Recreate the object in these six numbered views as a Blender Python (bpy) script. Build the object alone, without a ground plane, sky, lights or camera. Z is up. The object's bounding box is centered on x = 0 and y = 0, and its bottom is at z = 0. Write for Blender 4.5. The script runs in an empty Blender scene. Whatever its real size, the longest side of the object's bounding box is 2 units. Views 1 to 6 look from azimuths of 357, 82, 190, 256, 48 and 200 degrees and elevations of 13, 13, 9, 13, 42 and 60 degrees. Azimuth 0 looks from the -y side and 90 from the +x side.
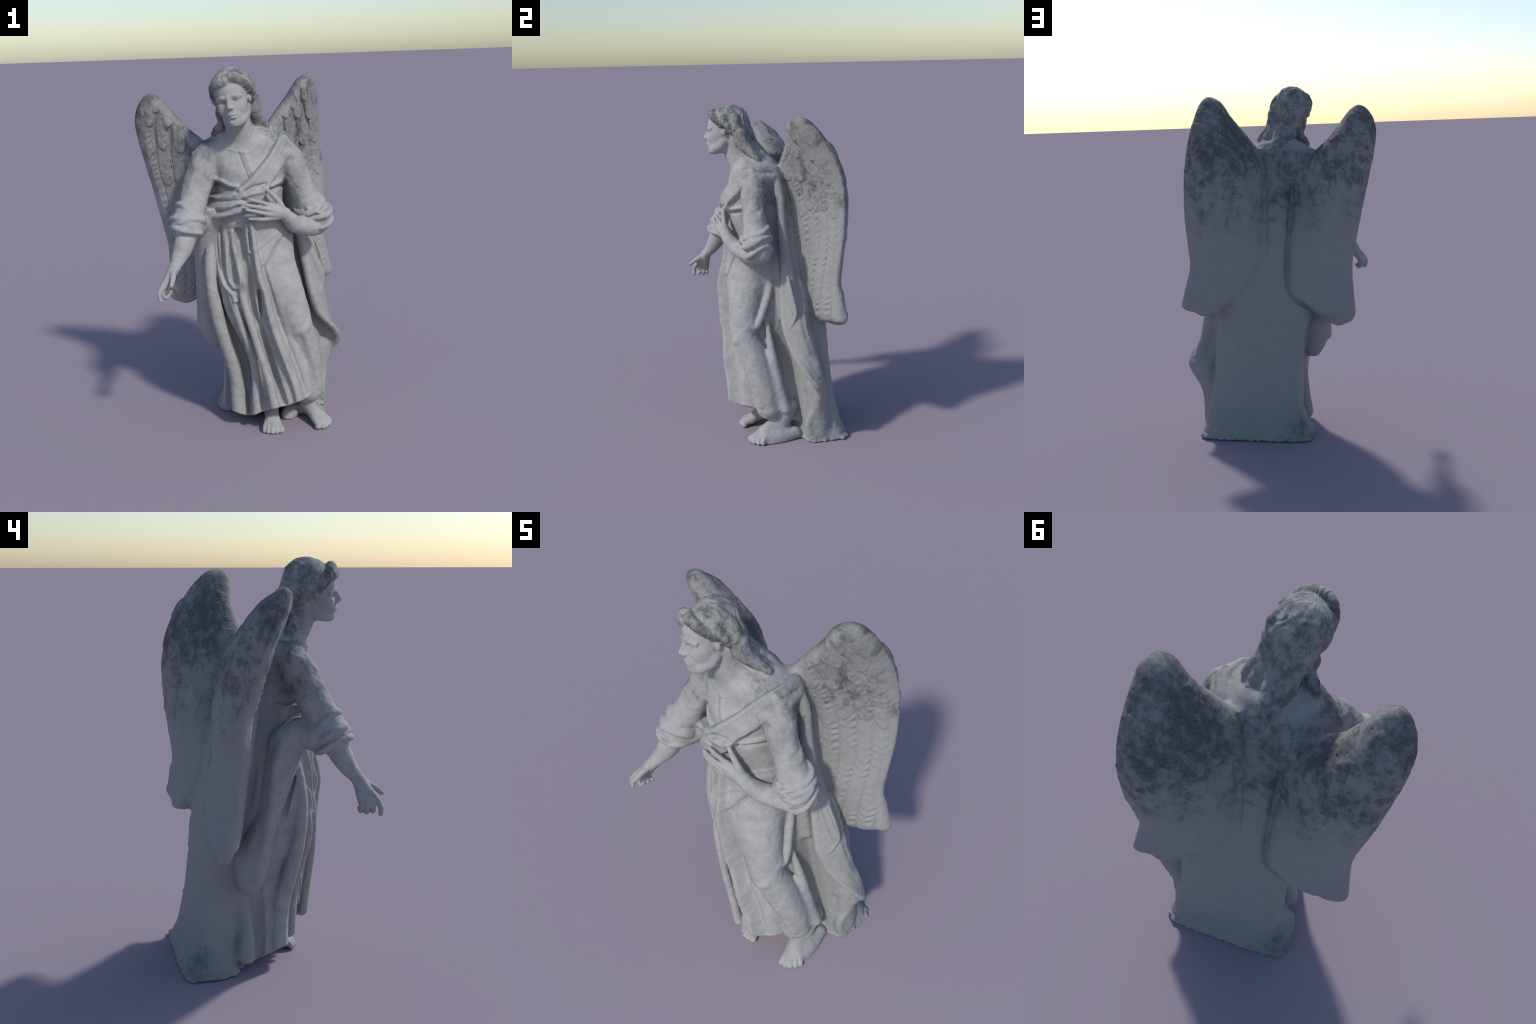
# Weathered stone statue of a winged figure: the body, the clothes and the wings are
# described as solids (lofts, tapered limbs, curved sheets), blended into one distance
# field, skinned, and split by region into named parts.
import bpy, math, numpy as np
from concurrent.futures import ThreadPoolExecutor

H = 0.0032                                # cell size of the skin, metres
LO = np.array([-0.62, -0.50, -0.02])
HI = np.array([0.62, 0.50, 2.03])
f32 = np.float32

# ----------------------------------------------------------------------------- helpers
def spline(t, v, n=400):
    """smooth table: returns a function of t through the control values (Hermite)"""
    t = np.asarray(t, float); v = np.asarray(v, float)
    o = np.argsort(t); t = t[o]; v = v[o]
    m = np.zeros_like(v)
    dt = np.diff(t); s = np.diff(v) / dt
    m[0], m[-1] = s[0], s[-1]
    for i in range(1, len(t) - 1):
        m[i] = 0 if s[i-1] * s[i] <= 0 else 2 * s[i-1] * s[i] / (s[i-1] + s[i])
    tt = np.linspace(t[0], t[-1], n)
    k = np.clip(np.searchsorted(t, tt) - 1, 0, len(t) - 2)
    w = (tt - t[k]) / dt[k]
    vv = ((2*w**3-3*w**2+1)*v[k] + (w**3-2*w**2+w)*dt[k]*m[k] + (-2*w**3+3*w**2)*v[k+1] + (w**3-w**2)*dt[k]*m[k+1])
    tt = tt.astype(f32); vv = vv.astype(f32)
    return lambda q: np.interp(q, tt, vv).astype(f32)

def curve(pts, n=10):
    """Catmull-Rom through rows of any width"""
    p = np.asarray(pts, float)
    if len(p) < 3:
        return p
    e = np.vstack([2*p[0]-p[1], p, 2*p[-1]-p[-2]])
    out = []
    for i in range(1, len(e) - 2):
        for u in np.arange(n) / n:
            a, b, c, d = e[i-1], e[i], e[i+1], e[i+2]
            out.append(0.5*(2*b + (c-a)*u + (2*a-5*b+4*c-d)*u*u + (3*b-a-3*c+d)*u**3))
    out.append(p[-1])
    return np.array(out)

def smin(a, b, k):
    if k <= 0:
        return np.minimum(a, b)
    h = np.maximum(k - np.abs(a - b), 0) / k
    return np.minimum(a, b) - h*h*k*0.25

def smax(a, b, k):
    return -smin(-a, -b, k)

def ramp(x, a, b):
    t = np.clip((x - a) / (b - a), 0, 1)
    return t*t*(3-2*t)

class Field2D:
    """a plane map sampled bilinearly: used for folds, grooves, feather relief and outlines"""
    def __init__(s, lo, hi, step=0.003):
        s.lo = np.array(lo); s.step = step
        n = np.ceil((np.array(hi) - s.lo) / step).astype(int) + 1
        s.u, s.v = np.meshgrid(s.lo[0] + step*np.arange(n[0]), s.lo[1] + step*np.arange(n[1]), indexing="ij")
        s.m = np.zeros(tuple(n))
    def __call__(s, u, v):
        a = np.clip((u - s.lo[0]) / s.step, 0, s.m.shape[0] - 1.001); b = np.clip((v - s.lo[1]) / s.step, 0, s.m.shape[1] - 1.001)
        i = a.astype(np.int32); j = b.astype(np.int32); a = (a - i).astype(f32); b = (b - j).astype(f32)
        m = s.m
        return ((m[i, j]*(1-a) + m[i+1, j]*a)*(1-b) + (m[i, j+1]*(1-a) + m[i+1, j+1]*a)*b).astype(f32)
    def along(s, pts, n=8):
        """nearest point on a curve: distance (signed: + on its left), arc length, interpolated extra columns"""
        c = curve(pts, n)
        x0, x1 = c[:, 0].min(), c[:, 0].max()
        best = np.full(s.m.shape, 1e9); sd = np.zeros(s.m.shape); arc = np.zeros(s.m.shape)
        ext = np.zeros(s.m.shape + (c.shape[1] - 2,))
        run = 0.0
        for a, b in zip(c[:-1], c[1:]):
            d = b[:2] - a[:2]; L = np.hypot(*d)
            if L < 1e-9: continue
            px, py = s.u - a[0], s.v - a[1]
            t = np.clip((px*d[0] + py*d[1]) / L**2, 0, 1)
            qx, qy = px - t*d[0], py - t*d[1]
            q = qx*qx + qy*qy
            w = q < best
            best = np.where(w, q, best)
            side = np.sign(d[0]*py - d[1]*px)
            sd = np.where(w, np.sqrt(q)*np.where(side == 0, 1, side), sd)
            arc = np.where(w, run + t*L, arc)
            for k in range(ext.shape[-1]):
                ext[..., k] = np.where(w, a[2+k] + t*(b[2+k]-a[2+k]), ext[..., k])
            run += L
        return sd, arc, ext, run
    def fold(s, pts, sharp=1.0, mode="add"):
        """rounded ridge (height>0) or groove (height<0); rows are u, v, half width, height"""
        sd, arc, ext, L = s.along(pts)
        w = np.maximum(ext[..., 0], 1e-4); h = ext[..., 1]
        p = np.exp(-(np.abs(sd)/w)**(2*sharp))*h
        s.m = s.m + p if mode == "add" else np.where(np.abs(p) > np.abs(s.m), p, s.m)
    def band(s, pts, soft=0.006):
        """flat strap with soft edges; rows are u, v, half width, height"""
        sd, arc, ext, L = s.along(pts)
        p = ramp(ext[..., 0] - np.abs(sd), -soft, soft)
        s.m = s.m + p*ext[..., 1]
        return p
    def polygon(s, pts, n=6):
        """signed inside distance of a closed outline through the points"""
        p = np.asarray(pts, float)
        c = curve(np.vstack([p[-2:], p, p[:3]]), n)[2*n:-2*n]
        best = np.full(s.m.shape, 1e9); ins = np.zeros(s.m.shape, bool)
        for a, b in zip(c, np.roll(c, -1, 0)):
            d = b - a; L = d @ d
            if L < 1e-12: continue
            px, py = s.u - a[0], s.v - a[1]
            t = np.clip((px*d[0] + py*d[1]) / L, 0, 1)
            best = np.minimum(best, (px-t*d[0])**2 + (py-t*d[1])**2)
            if a[1] != b[1]:
                x = a[0] + (s.v - a[1])/(b[1]-a[1])*d[0]
                ins ^= ((a[1] > s.v) != (b[1] > s.v)) & (s.u < x)
        s.m = np.sqrt(best)*np.where(ins, 1, -1)
        return s

rng = np.random.default_rng(7)
def noise3(x, y, z, scale, seed=0):
    """cheap smooth value noise, -1..1"""
    g = np.random.default_rng(1000+seed).uniform(-1, 1, (32, 32, 32)).astype(f32)
    p = [np.asarray(q/scale + 100.37 + 7.1*seed, f32) for q in (x, y, z)]
    i = [np.floor(q).astype(np.int32) for q in p]
    w = [q - k for q, k in zip(p, i)]; w = [q*q*(3-2*q) for q in w]
    i = [k & 31 for k in i]; j = [(k+1) & 31 for k in i]
    def L(a, b, t): return a + (b-a)*t
    return L(L(L(g[i[0], i[1], i[2]], g[j[0], i[1], i[2]], w[0]), L(g[i[0], j[1], i[2]], g[j[0], j[1], i[2]], w[0]), w[1]),
             L(L(g[i[0], i[1], j[2]], g[j[0], i[1], j[2]], w[0]), L(g[i[0], j[1], j[2]], g[j[0], j[1], j[2]], w[0]), w[1]), w[2])

# ----------------------------------------------------------------------------- solids
# every solid: (label, bounds, blend radius, distance function of x, y, z, kind)
OPS = []
def add(label, fn, lo, hi, k=0.01, kind="union"):
    OPS.append((label, np.array(lo, float), np.array(hi, float), k, fn, kind))

def limb(label, rows, k=0.01, n=6, kind="union", ripple=None, bottom=None):
    """tapered round limb along a smooth spine; rows are x, y, z, radius"""
    c = curve(rows, n).astype(f32)
    def fn(x, y, z):
        best = None
        for a, b in zip(c[:-1], c[1:]):
            d = b[:3]-a[:3]; L = float(d @ d)
            if L < 1e-12: continue
            px, py, pz = x-a[0], y-a[1], z-a[2]
            t = np.clip((px*d[0]+py*d[1]+pz*d[2])/L, 0, 1)
            q = np.sqrt((px-t*d[0])**2+(py-t*d[1])**2+(pz-t*d[2])**2) - (a[3]+t*(b[3]-a[3]))
            best = q if best is None else np.minimum(best, q)
        if bottom is not None: best = smax(best, bottom(x, y)-z, .008)
        return best if ripple is None else best - ripple(x, y, z)
    r = c[:, 3].max() + (0 if ripple is None else .012)
    add(label, fn, c[:, :3].min(0)-r, c[:, :3].max(0)+r, k, kind)

def rot(yaw=0, pitch=0, roll=0):
    a, b, c = (math.radians(v) for v in (yaw, pitch, roll))
    Rz = np.array([[math.cos(a), -math.sin(a), 0], [math.sin(a), math.cos(a), 0], [0, 0, 1]])
    Rx = np.array([[1, 0, 0], [0, math.cos(b), -math.sin(b)], [0, math.sin(b), math.cos(b)]])
    Ry = np.array([[math.cos(c), 0, math.sin(c)], [0, 1, 0], [-math.sin(c), 0, math.cos(c)]])
    return Rz @ Rx @ Ry

def ball(label, c, r, R=None, k=0.01, kind="union", ripple=None):
    """ellipsoid with its own axes"""
    c = np.array(c, float); r = np.array(r, float); R = np.eye(3) if R is None else R
    M = R.T
    def fn(x, y, z):
        px, py, pz = x-c[0], y-c[1], z-c[2]
        q = [(M[i, 0]*px+M[i, 1]*py+M[i, 2]*pz).astype(f32) for i in range(3)]
        k0 = np.sqrt(sum((q[i]/r[i])**2 for i in range(3))); k1 = np.sqrt(sum((q[i]/r[i]**2)**2 for i in range(3))) + 1e-9
        d = k0*(k0-1)/k1
        return d if ripple is None else d - ripple(x, y, z)
    e = np.abs(R) @ r + (0 if ripple is None else .012)
    add(label, fn, c-e, c+e, k, kind)

def loft(label, rows, power=2.4, k=0.02, kind="union", extra=None, top=None, bottom=None):
    """upright loft; rows are z, x left, x right, y front, y back (superellipse sections)"""
    a = np.array(rows, float)
    S = [spline(a[:, 0], a[:, i]) for i in range(1, 5)]
    z0, z1 = a[:, 0].min(), a[:, 0].max()
    def fn(x, y, z):
        xl, xr, yf, yb = (s(z) for s in S)
        cx = (xl+xr)/2; rx = (xr-xl)/2; cy = (yf+yb)/2; ry = (yb-yf)/2
        q = (np.abs((x-cx)/rx)**power + np.abs((y-cy)/ry)**power)**(1/power) + 1e-6
        gx = np.abs((x-cx)/rx/q)**(power-1)/rx; gy = np.abs((y-cy)/ry/q)**(power-1)/ry
        d = (q-1)/np.sqrt(gx*gx+gy*gy+1e-6)
        d = np.clip(d, -0.3, 0.6)
        if extra is not None:
            d = d - extra(x, y, z)
        t = z1 if top is None else top(x, y); b = z0 if bottom is None else bottom(x, y)
        return smax(smax(d, z-t, 0.02), b-z, 0.006 if bottom else 0.02)
    add(label, fn, [a[:, 1].min()-.04, a[:, 3].min()-.04, z0-.03], [a[:, 2].max()+.04, a[:, 4].max()+.04, z1+.03], k, kind)

def curtain(label, rows, r, k=0.01, ripple=None, bottom=None):
    """hanging sheet: at each height a plan curve through three points; rows are z, bx, by, mx, my, ex, ey"""
    a = np.array(rows, float)
    S = [spline(a[:, 0], a[:, i]) for i in range(1, 7)]
    z0, z1 = a[:, 0].min(), a[:, 0].max()
    def fn(x, y, z):
        p = [s(z) for s in S]
        # quadratic plan curve sampled as short segments
        best = None; n = 6
        def at(t):
            return ((1-t)**2*p[0]+2*t*(1-t)*p[2]+t*t*p[4], (1-t)**2*p[1]+2*t*(1-t)*p[3]+t*t*p[5])
        last = at(0.0)
        for i in range(1, n+1):
            cur = at(i/n)
            dx, dy = cur[0]-last[0], cur[1]-last[1]; L = dx*dx+dy*dy+1e-9
            px, py = x-last[0], y-last[1]
            t = np.clip((px*dx+py*dy)/L, 0, 1)
            q = np.hypot(px-t*dx, py-t*dy)
            best = q if best is None else np.minimum(best, q)
            last = cur
        rr = r(z) if callable(r) else r
        d = best - rr
        if ripple is not None:
            d = d - ripple(x, y, z)
        return smax(smax(d*0.9, z-z1, 0.01), (z0 if bottom is None else bottom(x, y))-z, 0.01)
    xs = a[:, 1::2]; ys = a[:, 2::2]
    add(label, fn, [xs.min()-.05, ys.min()-.05, z0-.02], [xs.max()+.05, ys.max()+.05, z1+.02], k)

def ring(label, c, axis, radius, tube, k=.008, wobble=.06, seed=0, flat=1.0):
    """closed roll of cloth around a limb"""
    g = np.random.default_rng(seed); ax = np.array(axis, float); ax /= np.linalg.norm(ax)
    a = np.cross(ax, [0, 0, 1.0]); a = a/np.linalg.norm(a); b = np.cross(ax, a)
    ph = g.uniform(0, 6.28, 3)
    rows = []
    for t in np.linspace(0, 2*math.pi, 15):
        w = 1 + wobble*math.sin(2*t+ph[0])+.6*wobble*math.sin(3*t+ph[1])
        p = np.array(c) + radius*w*(math.cos(t)*a + flat*math.sin(t)*b) + ax*radius*.12*math.sin(2*t+ph[2])
        rows.append(tuple(p)+(tube*(1+.25*math.sin(3*t+ph[2])),))
    limb(label, rows, k, 2)

def turned(label, cx, cy, angles, rows, k=.02, extra=None, top=None, bottom=None):
    """upright solid given by its radius around a centre line; angle 0 is the front, +90 the left side.
    rows are z followed by one radius per angle"""
    a = np.array(rows, float); an = np.array(angles, float)
    z0, z1 = a[:, 0].min(), a[:, 0].max()
    net = Field2D((-185, z0), (185, z1), 1.0); net.step = np.array([2.5, .01])
    U = np.arange(-185, 186, 2.5); W = np.arange(z0, z1+.01, .01)
    cols = np.stack([spline(a[:, 0], a[:, i+1])(W) for i in range(len(an))], 0)
    ext = np.concatenate([an-360, an, an+360]); cc = np.concatenate([cols]*3)
    net.m = np.stack([spline(ext, cc[:, j], 2000)(U) for j in range(len(W))], 1).astype(f32)
    def look(p, z):
        u = np.clip((p+185)/2.5, 0, len(U)-1.001); v = np.clip((z-z0)/.01, 0, len(W)-1.001)
        i = u.astype(np.int32); j = v.astype(np.int32); u = (u-i).astype(f32); v = (v-j).astype(f32); m = net.m
        slope = (m[i+1, j]-m[i, j])/math.radians(2.5)
        return (m[i, j]*(1-u)+m[i+1, j]*u)*(1-v)+(m[i, j+1]*(1-u)+m[i+1, j+1]*u)*v, slope
    def fn(x, y, z):
        dx, dy = x-cx, y-cy
        r = np.hypot(dx, dy); p = np.degrees(np.arctan2(dx, -dy))
        R, s = look(p, z)
        d = (r-R)/np.sqrt(1+np.minimum((s/R)**2, 2))
        if extra is not None: d = d - extra(x, y, z)
        t = z1 if top is None else top(x, y); b = z0 if bottom is None else bottom(x, y)
        return smax(smax(d, z-t, 0.02), b-z, 0.008)
    m = a[:, 1:].max()+.05
    add(label, fn, [cx-m, cy-m, z0-.03], [cx+m, cy+m, z1+.03], k)

def net(ts, zs, rows):
    """smooth surface value over (t, z) from a coarse control net; rows follow zs"""
    a = np.array(rows, float)
    W = np.linspace(min(zs), max(zs), 160); T = np.linspace(ts[0], ts[-1], 80)
    c = np.stack([spline(zs, a[:, i])(W) for i in range(a.shape[1])], 1)
    g = np.stack([spline(ts, c[j])(T) for j in range(len(W))], 1).astype(f32)     # T x W
    def look(t, z):
        u = np.clip((t-T[0])/(T[1]-T[0]), 0, len(T)-1.001); v = np.clip((z-W[0])/(W[1]-W[0]), 0, len(W)-1.001)
        i = u.astype(np.int32); j = v.astype(np.int32); u = (u-i).astype(f32); v = (v-j).astype(f32)
        return (g[i, j]*(1-u)+g[i+1, j]*u)*(1-v)+(g[i, j+1]*(1-u)+g[i+1, j+1]*u)*v
    return look

# ----------------------------------------------------------------------------- labels
LABELS = ["torso", "robe", "sash", "mantle", "base", "head", "neck", "hair", "sleeve_r", "arm_r", "hand_r", "sleeve_l", "arm_l", "hand_l", "foot_r", "foot_l", "wing_r", "wing_l", "drape"]
ID = {n: i for i, n in enumerate(LABELS)}

# ----------------------------------------------------------------------------- folds on the front of the robe, in (x, z)
front = Field2D((-0.36, 0.0), (0.5, 1.75))
def strokes(fmap, rows, w, h, sharp=1.0, taper=(1, 1)):
    n = len(rows)
    fmap.fold([(p[0], p[1], w if len(p) < 3 else p[2], (h if len(p) < 4 else p[3])*(taper[0] if i == 0 else taper[1] if i == n-1 else 1)) for i, p in enumerate(rows)], sharp)
# first pleat on the right edge, with the valley beside it; rows are x, z, half width, height
strokes(front, [(-.205, 1.13, .02, .012), (-.205, 1.0, .02, .016), (-.19, .84, .02, .016), (-.17, .72, .02, .012), (-.13, .594, .02, .008)], 0, 0)
strokes(front, [(-.179, 1.13), (-.178, 1.03), (-.168, .94), (-.155, .82), (-.135, .715), (-.095, .6), (-.055, .5), (-.02, .4), (.0, .3), (.008, .2)], .014, -.03, 1.5, taper=(1, .5))
strokes(front, [(-.2, .86), (-.19, .76), (-.178, .725)], .008, -.014, taper=(.3, 1))
# second group: a U shaped double fold hanging from the belt
strokes(front, [(-.15, 1.16), (-.147, 1.057), (-.142, .965), (-.13, .9)], .014, -.014, taper=(1, .2))
strokes(front, [(-.1, 1.12), (-.104, 1.014), (-.101, .922), (-.083, .872), (-.062, .858), (-.048, .885), (-.05, .943), (-.06, 1.0)], .012, .015, 1.5, taper=(.2, .2))
strokes(front, [(-.086, 1.16), (-.084, 1.02), (-.077, .93), (-.066, .888)], .010, -.012, taper=(.3, 1))
strokes(front, [(-.15, .95), (-.14, .91), (-.122, .86), (-.085, .818), (-.068, .78)], .016, .02, taper=(.3, 1))
strokes(front, [(-.072, .775, .015, .018), (-.037, .661, .016, .016), (0, .56, .016, .012), (.028, .484, .016, .008)], 0, 0)
strokes(front, [(-.066, .775), (-.055, .765)], .008, -.016)
strokes(front, [(-.05, .73), (-.015, .62), (.02, .52)], .008, -.014, taper=(1, .3))
# broad middle pleat and the deep valley that shades it
strokes(front, [(-.073, 1.15, .018, .016), (-.059, 1.062, .02, .02), (-.036, .969, .022, .024), (-.021, .891, .022, .026), (-.024, .817, .02, .016), (0, .713, .016, .006)], 0, 0, 1.7)
strokes(front, [(-.035, 1.16), (-.03, 1.1), (-.012, 1.02), (.005, .945), (.012, .852), (.028, .735), (.062, .639), (.09, .53), (.118, .42), (.145, .32), (.178, .2)], .015, -.034, 1.5)
# main pleat that runs down from the hand to the hem
strokes(front, [(0, 1.2), (.008, 1.108), (.014, 1.05)], .011, .024)
strokes(front, [(.016, 1.15), (.022, 1.06)], .006, -.014)
strokes(front, [(.03, 1.2, .016, .03), (.044, 1.066, .018, .046), (.058, .952, .022, .05), (.072, .888, .024, .05), (.09, .836, .024, .046), (.102, .767, .024, .045), (.125, .665, .026, .044), (.155, .56, .026, .04), (.188, .47, .028, .04), (.222, .37, .028, .038), (.25, .27, .028, .036), (.265, .18, .028, .034)], 0, 0, 1.8)
strokes(front, [(.061, .85), (.063, .785), (.066, .72), (.075, .66)], .008, -.038, taper=(1, .2))
strokes(front, [(.15, .66), (.175, .56), (.208, .45), (.243, .35), (.275, .235)], .007, .010, taper=(.2, 1))
strokes(front, [(.14, .8), (.165, .67), (.192, .56), (.23, .45), (.268, .32), (.3, .235)], .02, -.022, taper=(.3, .6))
strokes(front, [(-.13, 1.17), (-.128, 1.08), (-.122, .98), (-.118, .9)], .008, -.016, 1.5, taper=(1, .2))
strokes(front, [(-.055, 1.17), (-.048, 1.09), (-.03, 1.0), (-.01, .92)], .006, -.012, 1.5, taper=(1, .2))
strokes(front, [(.085, .96), (.108, .865), (.132, .78), (.155, .69)], .013, -.026, taper=(.4, .6))
# tunic over the hip, its hem line and wrinkles
strokes(front, [(.2, 1.123), (.16, 1.07), (.11, 1.0), (.08, .962)], .006, -.012)
strokes(front, [(.17, 1.118), (.13, 1.07), (.09, 1.02)], .018, .008)
strokes(front, [(.054, 1.061), (.1, 1.095), (.168, 1.138)], .009, .006)
# neckline, chest opening, bloused cloth under the breast
strokes(front, [(-.157, 1.608), (-.101, 1.593), (-.052, 1.58), (-.015, 1.572), (.021, 1.564), (.055, 1.583), (.093, 1.606)], .006, .005)
strokes(front, [(-.021, 1.566), (-.002, 1.51), (.022, 1.44)], .005, -.007)
strokes(front, [(.012, 1.56), (.03, 1.5), (.05, 1.46)], .012, .005)
strokes(front, [(-.16, 1.43), (-.116, 1.422), (-.08, 1.405), (-.031, 1.395)], .012, .016)
strokes(front, [(-.16, 1.40), (-.116, 1.398), (-.085, 1.383), (-.04, 1.372)], .009, -.016)
strokes(front, [(.1, 1.39), (.158, 1.393), (.2, 1.405)], .012, .013)
strokes(front, [(.11, 1.365), (.15, 1.368), (.175, 1.378), (.21, 1.372)], .008, -.015)
# sash: diagonal strap from the left shoulder to the right forearm
sash_map = Field2D((-0.36, 0.0), (0.5, 1.75))
sash_rows = [(.27, 1.65, .05, .022), (.205, 1.565, .05, .026), (.155, 1.50, .05, .03), (.1, 1.44, .052, .034), (.05, 1.375, .064, .036), (-.02, 1.325, .06, .038), (-.1, 1.295, .055, .038), (-.2, 1.27, .062, .036), (-.30, 1.25, .055, .02)]
sash_on = sash_map.band(sash_rows, 0.0045)
sash_mask = Field2D((-0.36, 0.0), (0.5, 1.75)); sash_mask.m = sash_on
g = Field2D((-0.36, 0.0), (0.5, 1.75))
strokes(g, [(.235, 1.655), (.17, 1.575), (.115, 1.505), (.06, 1.44), (0, 1.39), (-.05, 1.355)], .009, .007)      # rolled upper edge
strokes(g, [(.25, 1.61), (.19, 1.53), (.12, 1.44), (.09, 1.4)], .014, -.004)
strokes(g, [(.01, 1.375), (.05, 1.395), (.11, 1.405)], .01, -.014)
strokes(g, [(.0, 1.35), (.05, 1.365), (.1, 1.37)], .012, .012)
strokes(g, [(-.16, 1.32), (-.08, 1.325), (0, 1.33)], .008, -.012)
strokes(g, [(-.18, 1.285), (-.1, 1.295), (-.02, 1.32)], .012, .01)
strokes(g, [(-.16, 1.265), (-.09, 1.27), (-.03, 1.3)], .007, -.012)
strokes(g, [(-.2, 1.225), (-.1, 1.255), (0, 1.285)], .012, .012)
sash_map.m = sash_map.m + g.m*sash_on

hem_x = spline([-.2, -.11, -.05, 0, .05, .1, .2, .28, .4, .5], [.19, .175, .15, .14, .158, .172, .195, .22, .275, .30])
def hem(x, y):
    return hem_x(x) - 0.4*(y + 0.25)

relief_map = Field2D((-0.36, 0.0), (0.5, 1.75)); relief_map.m = (front.m + sash_map.m).astype(f32)
def front_relief(x, y, z):
    return relief_map(x, z)*ramp(-y, -0.02, 0.06)

# ----------------------------------------------------------------------------- body
loft("torso", [
    (1.68, -.09, .12, -.13, .05), (1.64, -.15, .19, -.158, .08), (1.60, -.19, .23, -.182, .11), (1.55, -.195, .24, -.20, .14), (1.45, -.16, .225, -.226, .19),
    (1.38, -.15, .22, -.226, .22), (1.3, -.15, .215, -.225, .24), (1.2, -.17, .22, -.22, .25), (1.13, -.15, .2, -.18, .25), (1.06, -.1, .15, -.1, .2)], 2.4, 0, extra=front_relief)
turned("robe", .08, .08, [-180, -135, -90, -60, -40, -20, 0, 20, 40, 60, 90, 135], [
    (1.22, .16, .2, .25, .27, .285, .29, .30, .29, .25, .18, .14, .15),
    (1.1, .2, .25, .29, .315, .32, .30, .298, .30, .27, .2, .15, .18),
    (.9, .22, .25, .30, .325, .325, .32, .332, .325, .255, .2, .17, .2),
    (.7, .22, .24, .272, .285, .295, .3, .335, .32, .27, .225, .19, .2),
    (.5, .2, .2, .22, .225, .205, .23, .285, .345, .325, .26, .21, .2),
    (.3, .17, .17, .178, .18, .15, .185, .24, .345, .36, .31, .26, .22),
    (.0, .17, .17, .178, .18, .15, .18, .225, .34, .37, .33, .29, .25)], .015, extra=front_relief, bottom=hem)

# solid pleats at the right front, standing clear of the deep valleys between them
limb("robe", [(-.17, -.07, 1.12, .03), (-.188, -.105, .98, .033), (-.183, -.122, .82, .034), (-.158, -.115, .66, .036), (-.118, -.09, .5, .038), (-.078, -.065, .35, .04), (-.064, -.055, .22, .042), (-.062, -.05, .04, .045)], .012, bottom=hem)
limb("robe", [(-.09, -.175, .82, .02), (-.062, -.198, .72, .021), (-.034, -.202, .63, .022), (-.004, -.19, .54, .023), (.018, -.172, .46, .024), (.03, -.155, .37, .025), (.034, -.145, .27, .026), (.034, -.135, .04, .028)], .010, bottom=hem)
limb("robe", [(-.035, -.205, .9, .016), (-.024, -.228, .8, .02), (-.002, -.24, .71, .021), (.026, -.246, .6, .02), (.052, -.247, .5, .02), (.078, -.243, .4, .021), (.104, -.238, .3, .022), (.142, -.228, .06, .024)], .010, bottom=hem)
# left thigh, knee and shin pressing through the cloth
limb("robe", [(.14, -.08, 1.08, .10), (.165, -.11, .95, .103), (.2, -.14, .82, .102), (.24, -.16, .7, .09), (.262, -.165, .63, .078)], .025)
limb("robe", [(.265, -.155, .63, .078), (.30, -.10, .48, .085), (.325, -.05, .32, .085), (.335, -.03, .2, .08)], .012)
limb("robe", [(.292, -.226, .605, .014), (.314, -.194, .53, .015), (.34, -.15, .42, .016), (.364, -.11, .32, .018), (.382, -.08, .235, .02)], .022)
limb("robe", [(.305, -.125, .73, .014), (.315, -.16, .69, .012), (.30, -.218, .615, .012)], .024)
limb("robe", [(.17, .05, 1.12, .02), (.225, .02, 1.0, .024), (.255, -.01, .88, .022), (.275, -.037, .815, .021), (.3, -.067, .745, .02), (.314, -.10, .7, .018), (.308, -.13, .715, .015)], .018)
limb("robe", [(.27, -.03, .74, .01), (.305, -.02, .66, .016), (.336, -.008, .56, .024), (.362, .018, .41, .027), (.382, .045, .28, .028), (.392, .065, .2, .03)], .035)
limb("robe", [(.2, .06, 1.15, .03), (.25, .07, .95, .03), (.275, .09, .75, .03)], .03)
limb("robe", [(.345, -.045, .66, .016), (.372, -.035, .58, .018), (.395, -.01, .48, .01)], .01, kind="cut")

# base block behind, spreading to the ground
loft("base", [(0, -.185, .462, .14, .45), (.03, -.172, .455, .16, .44), (.08, -.145, .442, .16, .418), (.16, -.118, .425, .15, .396), (.28, -.12, .40, .14, .374), (.4, -.125, .385, .13, .358), (.55, -.14, .375, .12, .345), (.7, -.165, .36, .1, .335), (.85, -.165, .34, .1, .322), (1.05, -.12, .26, .1, .265), (1.2, -.07, .18, .1, .22), (1.35, -.04, .12, .05, .185), (1.5, -.04, .1, 0, .155), (1.62, -.04, .09, 0, .09)], 4.5, 0.03)
limb("base", [(0.03, .165, 1.0, .07), (.02, .125, 1.2, .07), (.015, .085, 1.4, .07), (.015, .04, 1.58, .07)], .04)
limb("base", [(-.10, .15, .42, .03), (-.10, .13, .3, .035), (-.105, .12, .17, .04), (-.115, .13, .08, .045)], .025)
loft("base", [(0, -.195, .465, .2, .452), (.012, -.19, .463, .21, .45), (.03, -.175, .45, .22, .44)], 6, .004)

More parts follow.
